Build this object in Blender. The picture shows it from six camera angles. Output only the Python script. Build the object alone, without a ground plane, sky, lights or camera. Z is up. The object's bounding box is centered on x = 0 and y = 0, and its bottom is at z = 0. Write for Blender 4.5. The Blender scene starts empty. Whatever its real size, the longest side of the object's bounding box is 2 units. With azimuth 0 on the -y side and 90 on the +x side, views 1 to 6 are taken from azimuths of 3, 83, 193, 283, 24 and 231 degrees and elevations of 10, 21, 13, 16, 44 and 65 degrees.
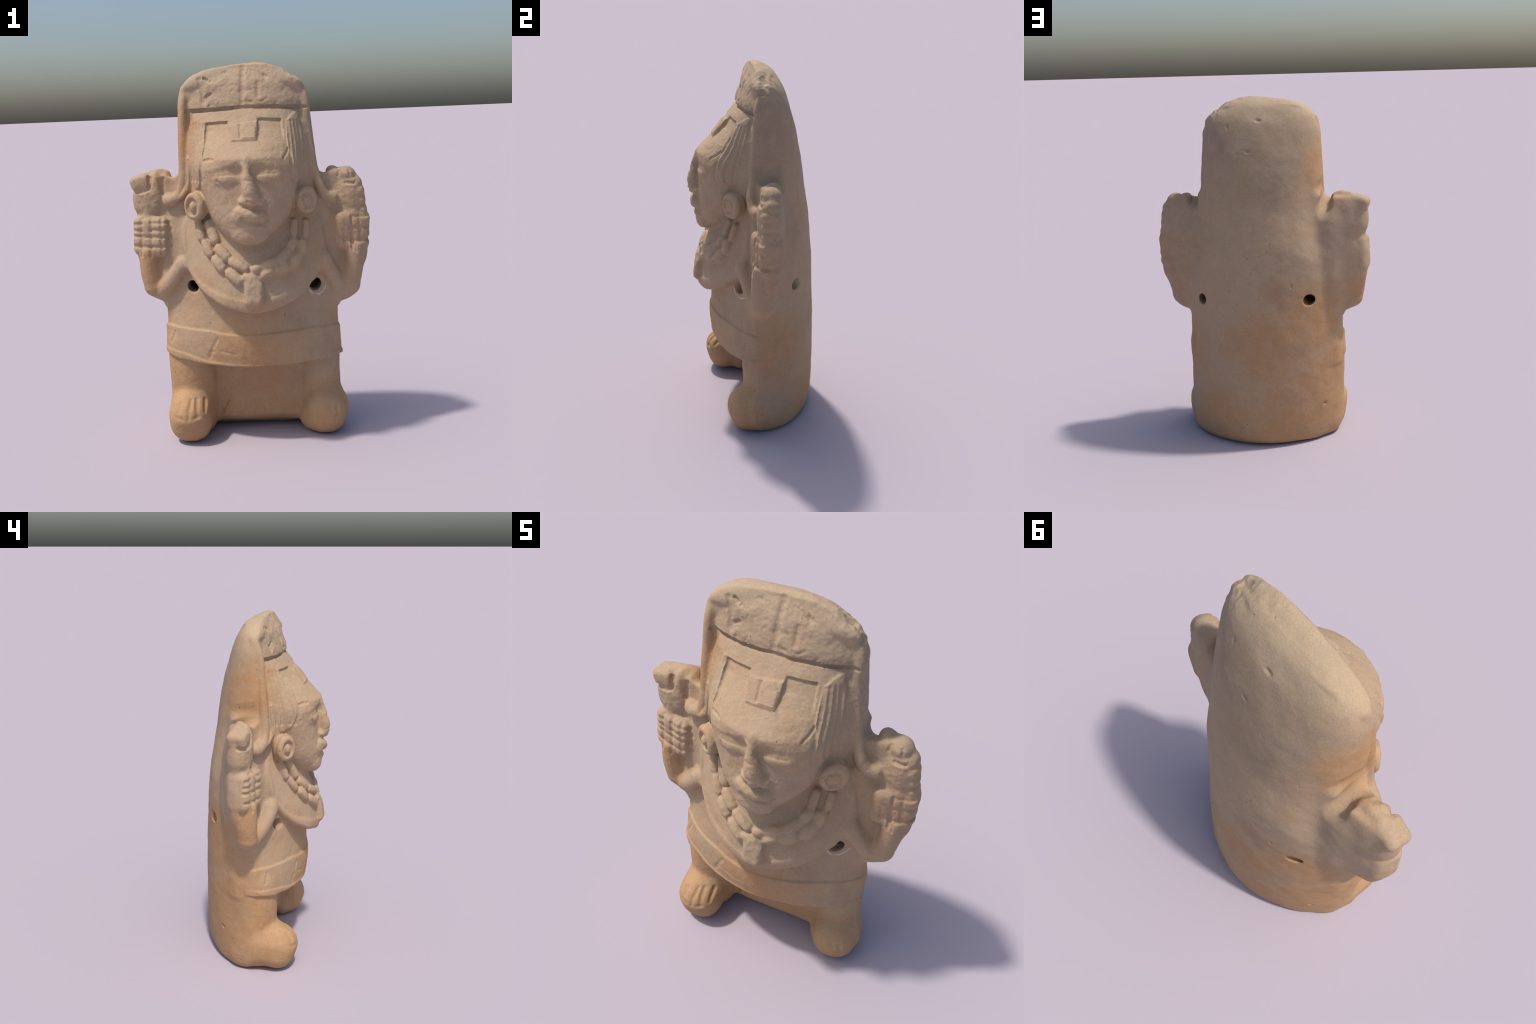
import bpy, math
import numpy as np

# ------------------------------------------------------------------ settings
CELL = 0.0045       # sampling step of the clay volume, metres
LO = np.array([-0.70, -0.42, -0.03])
HI = np.array([0.70, 0.43, 2.04])
N = np.ceil((HI - LO) / CELL).astype(int) + 1
AX = [(LO[i] + CELL * np.arange(N[i])).astype(np.float32) for i in range(3)]
FIELD = np.full(tuple(N), 1.0, np.float32)              # signed distance of the clay, < 0 inside
PART = np.zeros(tuple(N), np.int16)                     # which part owns each bit of clay
PART_NAMES = ["torso"]


def part_id(name):
    """A new part with this kind name; every call makes another piece of the kind."""
    PART_NAMES.append(name)
    return len(PART_NAMES) - 1


# ------------------------------------------------------------------ clay tools
def window(lo, hi):
    sl = []
    for i in range(3):
        a = int(np.clip(math.floor((lo[i] - LO[i]) / CELL), 0, N[i] - 1))
        b = int(np.clip(math.ceil((hi[i] - LO[i]) / CELL) + 1, a + 1, N[i]))
        sl.append(slice(a, b))
    sl = tuple(sl)
    return sl, AX[0][sl[0]][:, None, None], AX[1][sl[1]][None, :, None], AX[2][sl[2]][None, None, :]


def add(sl, d, k, part=None, bias=0.0):
    """Smoothly press a lump of clay (distance d) onto the field; k is the blend width."""
    old = FIELD[sl]
    if part is not None:
        PART[sl] = np.where(d < old + bias, part, PART[sl])
    if k > 0:
        t = np.clip(0.5 + 0.5 * (old - d) / k, 0, 1)
        FIELD[sl] = old + (d - old) * t - k * t * (1 - t)
    else:
        FIELD[sl] = np.minimum(old, d)


def cut(sl, d, k):
    """Smoothly scoop away the volume with distance d."""
    old = FIELD[sl]
    e = -d
    t = np.clip(0.5 - 0.5 * (old - e) / k, 0, 1)
    FIELD[sl] = old + (e - old) * t + k * t * (1 - t)


def curve(keys, z):
    """Monotone-ish cubic through (position, value) keys."""
    keys = np.asarray(keys, float)
    x, y = keys[:, 0], keys[:, 1]
    h = np.diff(x)
    s = np.diff(y) / h
    m = np.zeros(len(x))
    m[1:-1] = np.where(s[:-1] * s[1:] > 0, 2 * s[:-1] * s[1:] / (s[:-1] + s[1:] + 1e-12), 0)
    m[0], m[-1] = s[0], s[-1]
    z = np.clip(np.asarray(z, float), x[0], x[-1])
    i = np.clip(np.searchsorted(x, z) - 1, 0, len(h) - 1)
    t = (z - x[i]) / h[i]
    return ((1 + 2 * t) * (1 - t) ** 2 * y[i] + t * (1 - t) ** 2 * h[i] * m[i]
            + t * t * (3 - 2 * t) * y[i + 1] + t * t * (t - 1) * h[i] * m[i + 1])


def column(z0, z1, keys, n_front=2.0, n_back=2.0, n_left=None, k=0.02, part=None, cap=0.03):
    """Loft: keys are (z, x_left, x_right, y_mid, y_front, y_back); superellipse sections."""
    keys = np.asarray(keys, float)
    xl, xr = keys[:, 1].min() - 0.12, keys[:, 2].max() + 0.12
    sl, X, Y, Z = window((xl, keys[:, 4].min() - 0.12, z0 - 0.10), (xr, keys[:, 5].max() + 0.12, z1 + 0.10))
    zz = Z.ravel()
    g = lambda c: curve(keys[:, [0, c]], zz).astype(np.float32)[None, None, :]
    L_, R_, M_, F_, B_ = g(1), g(2), g(3), g(4), g(5)
    cx, w = (L_ + R_) / 2, np.maximum((R_ - L_) / 2, 0.01)
    per_z = lambda n: curve(n, zz)[None, None, :].astype(np.float32) if np.ndim(n) else n
    n_back, n_front = per_z(n_back), per_z(n_front)
    if n_left is not None:                     # the back may be leaner on its left side
        n_back = np.where(X < cx, per_z(n_left), n_back)
    u = np.abs(X - cx) / w
    q = Y - M_
    vf, vb = np.maximum(-q, 0) / np.maximum(M_ - F_, 0.01), np.maximum(q, 0) / np.maximum(B_ - M_, 0.01)
    f = np.where(q < 0, (u ** n_front + vf ** n_front) ** (1 / n_front),
                 (u ** n_back + vb ** n_back) ** (1 / n_back)).astype(np.float32) - 1
    gx, gy, gz = np.gradient(f, CELL)
    d = f / np.maximum(np.sqrt(gx * gx + gy * gy + gz * gz), 1.2)
    e = np.maximum(Z - z1, z0 - Z)
    t = np.clip(0.5 - 0.5 * (d - e) / cap, 0, 1)
    d = d + (e - d) * t + cap * t * (1 - t)
    add(sl, d.astype(np.float32), k, part)


def frame(yaw=0, pitch=0, roll=0):
    a, b, c = (math.radians(v) for v in (yaw, pitch, roll))
    rz = np.array([[math.cos(a), -math.sin(a), 0], [math.sin(a), math.cos(a), 0], [0, 0, 1]])
    rx = np.array([[1, 0, 0], [0, math.cos(b), -math.sin(b)], [0, math.sin(b), math.cos(b)]])
    ry = np.array([[math.cos(c), 0, math.sin(c)], [0, 1, 0], [-math.sin(c), 0, math.cos(c)]])
    return rz @ rx @ ry


def local(c, R, X, Y, Z):
    x, y, z = X - c[0], Y - c[1], Z - c[2]
    return [(R[0, i] * x + R[1, i] * y + R[2, i] * z).astype(np.float32) for i in range(3)]


def ball(c, r, k=0.02, rot=(0, 0, 0), part=None, minus=False, bias=0.0):
    """Ellipsoid with half axes r."""
    r = np.asarray(r if np.ndim(r) else (r, r, r), float)
    m = r.max() + k + 3 * CELL
    sl, X, Y, Z = window(np.subtract(c, m), np.add(c, m))
    a = local(c, frame(*rot), X, Y, Z)
    k0 = np.sqrt(sum((a[i] / r[i]) ** 2 for i in range(3)))
    k1 = np.sqrt(sum((a[i] / r[i] ** 2) ** 2 for i in range(3)))
    d = (k0 * (k0 - 1) / np.maximum(k1, 1e-6)).astype(np.float32)
    cut(sl, d, k) if minus else add(sl, d, k, part, bias)


def block(c, half, rnd=0.02, k=0.02, rot=(0, 0, 0), part=None, minus=False, bias=0.0):
    """Rounded box."""
    half = np.asarray(half, float)
    m = np.linalg.norm(half) + k + 3 * CELL
    sl, X, Y, Z = window(np.subtract(c, m), np.add(c, m))
    a = local(c, frame(*rot), X, Y, Z)
    q = [np.abs(a[i]) - (half[i] - rnd) for i in range(3)]
    d = np.sqrt(sum(np.maximum(v, 0) ** 2 for v in q)) + np.minimum(np.maximum(np.maximum(q[0], q[1]), q[2]), 0) - rnd
    d = d.astype(np.float32)
    cut(sl, d, k) if minus else add(sl, d, k, part, bias)


def spline(pts, per=6):
    p = np.asarray(pts, float)
    if len(p) < 3:
        return p
    q = np.vstack([2 * p[0] - p[1], p, 2 * p[-1] - p[-2]])
    out = []
    for i in range(len(p) - 1):
        a, b, c, d = q[i:i + 4]
        for t in np.arange(per) / per:
            out.append(0.5 * (2 * b + (c - a) * t + (2 * a - 5 * b + 4 * c - d) * t * t + (3 * b - a - 3 * c + d) * t ** 3))
    out.append(p[-1])
    return np.array(out)


def tube(pts, k=0.015, part=None, minus=False, flat=1.0, per=6, bias=0.0):
    """Rope of clay through (x, y, z, radius) points; flat < 1 squashes it along y."""
    p = spline(pts, per)
    r = p[:, 3]
    m = r.max() + k + 3 * CELL
    sl, X, Y, Z = window(p[:, :3].min(0) - m, p[:, :3].max(0) + m)
    d = np.full(FIELD[sl].shape, 9.0, np.float32)
    for a, b in zip(p[:-1], p[1:]):
        ab = b[:3] - a[:3]
        ab[1] /= flat
        x, y, z = X - a[0], (Y - a[1]) / flat, Z - a[2]
        t = np.clip((x * ab[0] + y * ab[1] + z * ab[2]) / max(ab @ ab, 1e-9), 0, 1)
        e = np.sqrt((x - t * ab[0]) ** 2 + (y - t * ab[1]) ** 2 + (z - t * ab[2]) ** 2) - (a[3] + (b[3] - a[3]) * t)
        d = np.minimum(d, e.astype(np.float32))
    d *= max(flat, 0.6)
    cut(sl, d, k) if minus else add(sl, d, k, part, bias)


def outline_distance(poly, X, Z):
    """Signed distance to a closed outline in the x-z plane."""
    p = np.asarray(poly, float)
    d = np.full(np.broadcast(X, Z).shape, 9.0); inside = np.zeros(d.shape, bool)
    for a, b in zip(p, np.roll(p, -1, 0)):
        e = b - a
        t = np.clip(((X - a[0]) * e[0] + (Z - a[1]) * e[1]) / max(e @ e, 1e-9), 0, 1)
        d = np.minimum(d, np.hypot(X - a[0] - t * e[0], Z - a[1] - t * e[1]))
        c = ((a[1] > Z) != (b[1] > Z)) & (X < (b[0] - a[0]) * (Z - a[1]) / (b[1] - a[1] + 1e-12) + a[0])
        inside ^= c
    return np.where(inside, -d, d)


def plate(outline, thick, k=0.006, rnd=0.02, part=None, smooth=True, y_to=0.12, fade=0.0, minus=False, bias=0.0):
    """A raised (or sunk) patch that follows the front skin inside an outline of (x, z) points."""
    p = np.asarray(outline, float)
    if smooth:
        q = np.vstack([p, p[:1]])
        p = spline(np.hstack([q, np.zeros((len(q), 2))]), 5)[:-1, :2]
    m = 0.03 + k
    sl, X, Y, Z = window((p[:, 0].min() - m, LO[1], p[:, 1].min() - m), (p[:, 0].max() + m, y_to, p[:, 1].max() + m))
    o = outline_distance(p, X[:, 0, :], Z[:, 0, :]).astype(np.float32)[:, None, :]
    t = thick
    if callable(thick):
        t = np.asarray(thick(X[:, 0, :] + 0 * Z[:, 0, :], Z[:, 0, :] + 0 * X[:, 0, :]), np.float32)[:, None, :]
    elif np.ndim(thick):
        t = curve(thick, Z.ravel())[None, None, :].astype(np.float32)
    if minus:                         # sunk patch: skin moved in by t inside the outline
        e = np.clip(0.5 - o / max(rnd, 1e-3), 0, 1)
        e = e * e * (3 - 2 * e)
        FIELD[sl] = FIELD[sl] + t * e
        return
    if fade:                          # thin out towards the flanks
        t = t * np.clip((y_to - Y) / fade, 0, 1)
    d = FIELD[sl] - t
    h = np.clip(0.5 - 0.5 * (d - o) / rnd, 0, 1)
    d = d + (o - d) * h + rnd * h * (1 - h)
    add(sl, d.astype(np.float32), k, part, bias)


def front(x, z):
    """y of the clay's front skin at (x, z)."""
    fi, fj = (x - LO[0]) / CELL, (z - LO[2]) / CELL
    i, j = int(fi), int(fj)
    fi, fj = fi - i, fj - j
    line = ((1 - fi) * (1 - fj) * FIELD[i, :, j] + fi * (1 - fj) * FIELD[i + 1, :, j]
            + (1 - fi) * fj * FIELD[i, :, j + 1] + fi * fj * FIELD[i + 1, :, j + 1])
    n = int(np.argmax(line < 0))
    if n == 0:
        return 0.03
    a, b = line[n - 1], line[n]
    return float(AX[1][n - 1] + CELL * a / (a - b))


def back_skin(x, z):
    """y of the clay's rear skin at (x, z)."""
    line = FIELD[int(round((x - LO[0]) / CELL)), :, int(round((z - LO[2]) / CELL))]
    n = len(line) - 1 - int(np.argmax(line[::-1] < 0))
    a, b = line[n], line[n + 1]
    return float(AX[1][n] + CELL * a / (a - b))


def groove(xz, r, depth, k=0.005):
    """Scored line on the front skin through (x, z) points."""
    p = spline([(x, z, 0, 0) for x, z in xz], 5)
    if len(p) == 2:
        p = np.linspace(p[0], p[1], 5)
    tube([(x, front(x, z) + depth - r, z, r) for x, z in p[:, :2]], k=k, minus=True, per=1)


# ------------------------------------------------------------------ trunk and back shell
LEFT, RIGHT = -1, 1
PARENT = {}                                             # sub-part -> part
head_id = part_id("head")
headdress_id = part_id("headdress")
hair_id = part_id("hair")
PARENT[hair_id] = head_id
skirt_id = part_id("skirt")
collar_id = part_id("collar")

# z, x_left, x_right, y_mid, y_front, y_back : the smooth rounded back, from the base rim to the crown
column(0.0, 2.004, [
    (0.00, -0.440, 0.450, 0.03, 0.020, 0.325),
    (0.04, -0.462, 0.465, 0.01, -0.010, 0.352),
    (0.10, -0.470, 0.470, 0.00, -0.028, 0.362),
    (0.30, -0.474, 0.464, 0.00, -0.036, 0.366),
    (0.50, -0.474, 0.460, 0.00, -0.05, 0.365),
    (0.70, -0.472, 0.458, 0.00, -0.06, 0.356),
    (0.90, -0.466, 0.458, 0.00, -0.06, 0.346),
    (1.10, -0.446, 0.450, 0.00, -0.06, 0.327),
    (1.25, -0.400, 0.410, 0.00, -0.06, 0.305),
    (1.40, -0.366, 0.372, 0.01, -0.05, 0.280),
    (1.52, -0.362, 0.360, 0.01, -0.04, 0.259),
    (1.66, -0.362, 0.350, 0.01, -0.035, 0.230),
    (1.74, -0.360, 0.343, 0.01, -0.03, 0.207),
    (1.80, -0.357, 0.336, 0.01, -0.03, 0.188),
    (1.86, -0.343, 0.320, 0.01, -0.03, 0.165),
    (1.90, -0.326, 0.304, 0.01, -0.04, 0.143),
    (1.95, -0.272, 0.234, 0.01, -0.03, 0.110),
    (1.975, -0.210, 0.196, 0.01, -0.02, 0.080),
    (1.992, -0.105, 0.146, 0.01, -0.015, 0.047),
    (2.004, -0.010, 0.110, 0.008, -0.005, 0.026)],
    n_front=4, n_back=[(0, 2.0), (0.4, 1.90), (0.8, 1.72), (1.0, 1.76), (1.2, 1.86), (1.45, 2.15), (2.0, 2.3)], n_left=[(0, 1.68), (0.8, 1.85), (1.1, 2.15), (1.3, 2.25), (2.0, 2.3)],
    k=0.0, part=0, cap=0.012)

ARM = {LEFT: part_id("arm"), RIGHT: part_id("arm")}
# wings of clay behind the raised arms: z, outer edge x
for s, rim, top in ((LEFT, [(0.72, 0.43), (0.76, 0.490), (0.80, 0.545), (0.84, 0.578), (0.89, 0.596), (0.96, 0.614), (1.04, 0.628),
                            (1.12, 0.632), (1.21, 0.614), (1.30, 0.630), (1.38, 0.624), (1.47, 0.585)], 1.45),
                    (RIGHT, [(0.70, 0.43), (0.74, 0.490), (0.78, 0.545), (0.82, 0.572), (0.89, 0.598), (0.97, 0.629), (1.05, 0.634),
                             (1.20, 0.624), (1.30, 0.617), (1.38, 0.595), (1.45, 0.540)], 1.44)):
    arm_wing = ARM[s]
    keys = []
    for z, xo in rim:
        xi = float(np.interp(z, [0.7, 0.85, 1.47], [0.22, 0.10, 0.10]))
        ym = float(np.interp(z, [0.72, 0.8, 0.95, 1.47], [0.00, 0.01, 0.03, 0.045]))
        back = float(np.interp(z, [0.72, 0.8, 0.95, 1.2, 1.34, 1.47], [0.05, 0.08, 0.142, 0.152, 0.140, 0.115]))
        if s > 0:
            back = float(np.interp(z, [0.72, 0.8, 0.95, 1.2, 1.47], [0.05, 0.08, 0.116, 0.127, 0.110]))
        l, r = (xi, xo) if s > 0 else (-xo, -xi)
        keys.append((z, l, r, ym, ym - 0.052, back))
    column(rim[0][0], top, keys, n_front=2.3, n_back=2.0, k=0.06, part=arm_wing, cap=0.03)

# clay smoothed into the valley between the left arm and the back
tube([(-0.415, 0.085, 0.86, 0.040), (-0.418, 0.102, 0.98, 0.045), (-0.415, 0.105, 1.15, 0.048), (-0.405, 0.100, 1.30, 0.045)], k=0.07, part=ARM[LEFT])
# the wings part from the head in a narrow sloping notch
for x, z, r in ((-0.400, 1.462, 0.036), (0.402, 1.462, 0.036)):
    tube([(x, -0.12, z + 0.03, r), (x, 0.02, z, r), (x * 0.98, 0.12, z - 0.055, r), (x * 0.97, 0.22, z - 0.13, r), (x * 0.97, 0.30, z - 0.22, r)], k=0.02, minus=True)
    tube([(x, -0.05, z + 0.05, r), (x * 0.98, 0.20, z + 0.03, r + 0.012), (x * 0.98, 0.30, z - 0.05, r + 0.012)], k=0.02, minus=True)

# hips, belly and chest
column(0.424, 1.30, [
    (0.40, -0.475, 0.465, 0.00, -0.200, 0.20),
    (0.46, -0.478, 0.468, 0.00, -0.230, 0.20),
    (0.55, -0.476, 0.466, 0.00, -0.238, 0.20),
    (0.62, -0.470, 0.460, 0.00, -0.238, 0.20),
    (0.72, -0.462, 0.453, 0.00, -0.238, 0.20),
    (0.90, -0.445, 0.445, 0.00, -0.235, 0.20),
    (1.05, -0.440, 0.445, 0.00, -0.215, 0.20),
    (1.20, -0.410, 0.420, 0.00, -0.165, 0.20),
    (1.30, -0.390, 0.400, 0.00, -0.120, 0.20)],
    n_front=[(0.42, 1.75), (0.60, 1.65), (0.75, 1.45), (1.0, 1.42), (1.3, 1.6)], n_back=3, k=0.012, part=0, cap=0.04)

# collar: a broad round bib standing proud of the chest
plate([(-0.30, 1.32), (-0.352, 1.20), (-0.365, 1.10), (-0.357, 1.03), (-0.332, 0.95), (-0.274, 0.865), (-0.198, 0.805), (-0.108, 0.760),
       (0.013, 0.738), (0.122, 0.750), (0.235, 0.792), (0.328, 0.86), (0.382, 0.93), (0.410, 1.01), (0.40, 1.12), (0.38, 1.20), (0.32, 1.32)],
      lambda X, Z: curve([(0.70, 0.060), (0.80, 0.080), (0.90, 0.068), (1.00, 0.050), (1.10, 0.034), (1.3, 0.02)], Z)
      * np.clip(1 - 0.72 * (np.abs(X - 0.02) / 0.40) ** 2.2, 0.28, 1), k=0.006, rnd=0.02, part=collar_id)

plate([(-0.28, 0.905), (-0.209, 0.862), (-0.122, 0.830), (-0.04, 0.814), (0.073, 0.808), (0.193, 0.842), (0.282, 0.880), (0.35, 0.96),
       (0.375, 1.10), (0.30, 1.34), (-0.28, 1.34), (-0.335, 1.10), (-0.325, 0.99)], 0.007, rnd=0.022, minus=True)

# head: brow-heavy face under a sloping forehead
column(1.085, 1.80, [
    (1.06, -0.06, 0.07, -0.08, -0.20, 0.1),
    (1.085, -0.09, 0.10, -0.08, -0.250, 0.1),
    (1.12, -0.125, 0.14, -0.08, -0.292, 0.1),
    (1.17, -0.168, 0.185, -0.08, -0.308, 0.1),
    (1.23, -0.205, 0.230, -0.07, -0.311, 0.1),
    (1.30, -0.228, 0.258, -0.06, -0.306, 0.1),
    (1.40, -0.258, 0.280, -0.04, -0.302, 0.1),
    (1.45, -0.268, 0.286, -0.03, -0.304, 0.1),
    (1.49, -0.274, 0.288, -0.02, -0.310, 0.1),
    (1.52, -0.278, 0.290, -0.02, -0.309, 0.1),
    (1.56, -0.282, 0.292, -0.01, -0.274, 0.1),
    (1.62, -0.287, 0.294, 0.00, -0.214, 0.1),
    (1.72, -0.294, 0.298, 0.02, -0.134, 0.1),
    (1.80, -0.300, 0.302, 0.03, -0.064, 0.1)], n_front=[(1.08, 2.3), (1.25, 2.5), (1.46, 2.6), (1.54, 2.1), (1.8, 2.1)], n_back=3, k=0.02, part=head_id, cap=0.02)

# hair mass and neck filling the space between the face and the hanging flaps
column(1.12, 1.79, [
    (1.10, -0.330, 0.340, 0.02, -0.150, 0.1),
    (1.25, -0.335, 0.345, 0.01, -0.165, 0.1),
    (1.36, -0.338, 0.348, 0.00, -0.205, 0.1),
    (1.46, -0.338, 0.345, 0.00, -0.205, 0.1),
    (1.56, -0.336, 0.340, 0.00, -0.175, 0.1),
    (1.66, -0.334, 0.336, 0.00, -0.110, 0.1),
    (1.74, -0.332, 0.334, 0.00, -0.050, 0.1),
    (1.79, -0.332, 0.332, 0.00, -0.030, 0.1)], n_front=2.0, n_back=3, k=0.012, part=hair_id, cap=0.03)

# headdress band across the brow of the crown
column(1.775, 1.98, [
    (1.77, -0.342, 0.334, 0.05, -0.096, 0.10),
    (1.80, -0.340, 0.332, 0.05, -0.092, 0.10),
    (1.86, -0.326, 0.308, 0.05, -0.070, 0.10),
    (1.90, -0.308, 0.284, 0.045, -0.060, 0.10),
    (1.95, -0.258, 0.218, 0.035, -0.036, 0.10),
    (1.98, -0.188, 0.174, 0.02, -0.018, 0.07)], n_front=2.2, n_back=3, k=0.003, part=headdress_id, cap=0.006)


# ------------------------------------------------------------------ legs and feet
# the wall between the legs is undercut at its foot
block((0.01, -0.080, 0.0), (0.30, 0.14, 0.085), rnd=0.03, k=0.03, rot=(0, -27, 0), minus=True)
# side, leg x, half width, y shift, foot x, toe-ball y
for s, x, w, dy, tx, ty in ((LEFT, -0.342, 0.137, 0.012, -0.362, -0.128), (RIGHT, 0.350, 0.120, 0.04, 0.386, -0.050)):
    leg = part_id("leg")
    foot = part_id("foot")
    PARENT[foot] = leg
    tube([(x, -0.004 + dy, 0.52, w), (x, -0.008 + dy, 0.36, w), (x - 0.004 * s, 0.004 + dy, 0.15, w - 0.002)], k=0.010, part=leg)
    if s < 0:
        block((tx + 0.006, -0.095, 0.126), (0.114, 0.150, 0.124), rnd=0.100, k=0.040, rot=(0, 10, 0), part=foot)
        ball((tx + 0.006, -0.090, 0.150), (0.112, 0.155, 0.122), k=0.04, part=foot)
    else:
        block((tx - 0.010, -0.022, 0.120), (0.110, 0.138, 0.120), rnd=0.098, k=0.040, rot=(4, 10, 0), part=foot)
        ball((tx - 0.002, -0.022, 0.138), (0.111, 0.140, 0.112), k=0.04, part=foot)
    block((x - 0.002 * s, 0.02, 0.080), (0.112, 0.11, 0.080), rnd=0.07, k=0.03, part=foot)

# ------------------------------------------------------------------ raised arms with cuffs and fists
arms = {}
for s in (LEFT, RIGHT):
    arm, cuff, hand = ARM[s], part_id("cuff"), part_id("hand")
    PARENT.update({cuff: arm, hand: arm})
    arms[s] = (arm, cuff, hand)
    if s == LEFT:
        tube([(-0.537, -0.004, 0.838, 0.053), (-0.553, -0.010, 0.92, 0.052), (-0.553, -0.006, 1.02, 0.054)], k=0.02, part=arm)
        tube([(-0.530, 0.004, 0.832, 0.053), (-0.490, -0.005, 0.812, 0.050), (-0.455, -0.038, 0.842, 0.046), (-0.410, -0.070, 0.893, 0.046), (-0.36, -0.088, 0.96, 0.05)], k=0.02, part=arm)
        tube([(-0.55, 0.015, 1.02, 0.05), (-0.545, 0.028, 1.25, 0.052), (-0.54, 0.030, 1.34, 0.055)], k=0.02, part=hand)
        block((-0.526, 0.014, 1.113), (0.103, 0.066, 0.110), rnd=0.040, k=0.012, rot=(-16, 0, 2), part=cuff)
        # fist: palm, curled fingers, thumb
        block((-0.542, 0.032, 1.312), (0.082, 0.054, 0.076), rnd=0.045, k=0.02, rot=(-8, 0, 0), part=hand)
        block((-0.574, 0.034, 1.402), (0.060, 0.056, 0.044), rnd=0.032, k=0.012, rot=(-6, 0, -14), part=hand)
        tube([(-0.475, 0.045, 1.445, 0.026), (-0.494, 0.018, 1.436, 0.027), (-0.500, 0.002, 1.395, 0.028), (-0.490, 0.006, 1.325, 0.034)], k=0.012, part=hand)
        tube([(-0.520, 0.05, 1.445, 0.022), (-0.445, 0.055, 1.440, 0.022), (-0.435, 0.045, 1.40, 0.022)], k=0.02, part=hand)
    else:
        tube([(0.526, -0.002, 0.815, 0.057), (0.552, -0.010, 0.92, 0.052), (0.556, -0.006, 1.02, 0.054)], k=0.02, part=arm)
        tube([(0.522, 0.006, 0.815, 0.056), (0.486, 0.000, 0.782, 0.054), (0.450, -0.034, 0.835, 0.050), (0.415, -0.055, 0.90, 0.048), (0.385, -0.08, 0.97, 0.05)], k=0.02, part=arm)
        tube([(0.55, 0.015, 1.02, 0.05), (0.545, 0.028, 1.25, 0.052), (0.53, 0.030, 1.34, 0.055)], k=0.02, part=hand)
        block((0.534, 0.020, 1.108), (0.102, 0.064, 0.108), rnd=0.045, k=0.02, rot=(16, 0, 3), part=cuff)
        ball((0.525, 0.030, 1.28), (0.088, 0.056, 0.110), k=0.025, part=hand)
        ball((0.448, 0.060, 1.422), (0.036, 0.040, 0.034), k=0.012, part=hand)
        ball((0.518, 0.042, 1.405), (0.055, 0.054, 0.046), k=0.012, part=hand)
        ball((0.565, 0.040, 1.362), (0.042, 0.046, 0.036), k=0.012, part=hand)
        for z, x in ((1.318, 0.590), (1.268, 0.596), (1.218, 0.602), (1.170, 0.607), (1.085, 0.612), (1.035, 0.612)):
            ball((x, 0.030, z), (0.026, 0.045, 0.026), k=0.012, part=hand if z > 1.2 else cuff)
            ball((x - 0.055, 0.000, z - 0.01), (0.030, 0.026, 0.022), k=0.014, part=hand if z > 1.2 else cuff)

# ------------------------------------------------------------------ skirt band
HEM = [(-0.49, 0.478), (-0.40, 0.455), (-0.236, 0.440), (-0.126, 0.432), (-0.005, 0.428), (0.130, 0.429), (0.258, 0.434), (0.40, 0.442), (0.49, 0.435)]
BELT = [(0.49, 0.602), (0.459, 0.605), (0.324, 0.622), (0.283, 0.620), (0.183, 0.617), (0.050, 0.613), (-0.083, 0.612),
        (-0.163, 0.618), (-0.224, 0.630), (-0.437, 0.632), (-0.49, 0.634)]
plate(HEM + BELT, 0.009, k=0.006, rnd=0.010, part=skirt_id, smooth=False, y_to=0.03, fade=0.05, bias=0.002)
plate(HEM + [(0.49, 0.468), (0.376, 0.462), (0.306, 0.450), (0.13, 0.440), (-0.13, 0.452), (-0.247, 0.465), (-0.318, 0.482), (-0.39, 0.500), (-0.49, 0.512)],
      0.006, k=0.005, rnd=0.012, part=skirt_id, smooth=False, y_to=0.03, fade=0.05, bias=0.002)
groove([(-0.186, 0.585), (-0.215, 0.53), (-0.232, 0.485)], 0.008, 0.003, 0.008)
groove([(-0.225, 0.520), (-0.205, 0.516)], 0.005, 0.002)
groove([(-0.425, 0.600), (-0.450, 0.545)], 0.006, 0.004)
groove([(-0.165, 0.520), (-0.09, 0.505)], 0.006, 0.0015, 0.006)
groove([(0.440, 0.560), (0.432, 0.515)], 0.006, 0.003)

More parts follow.
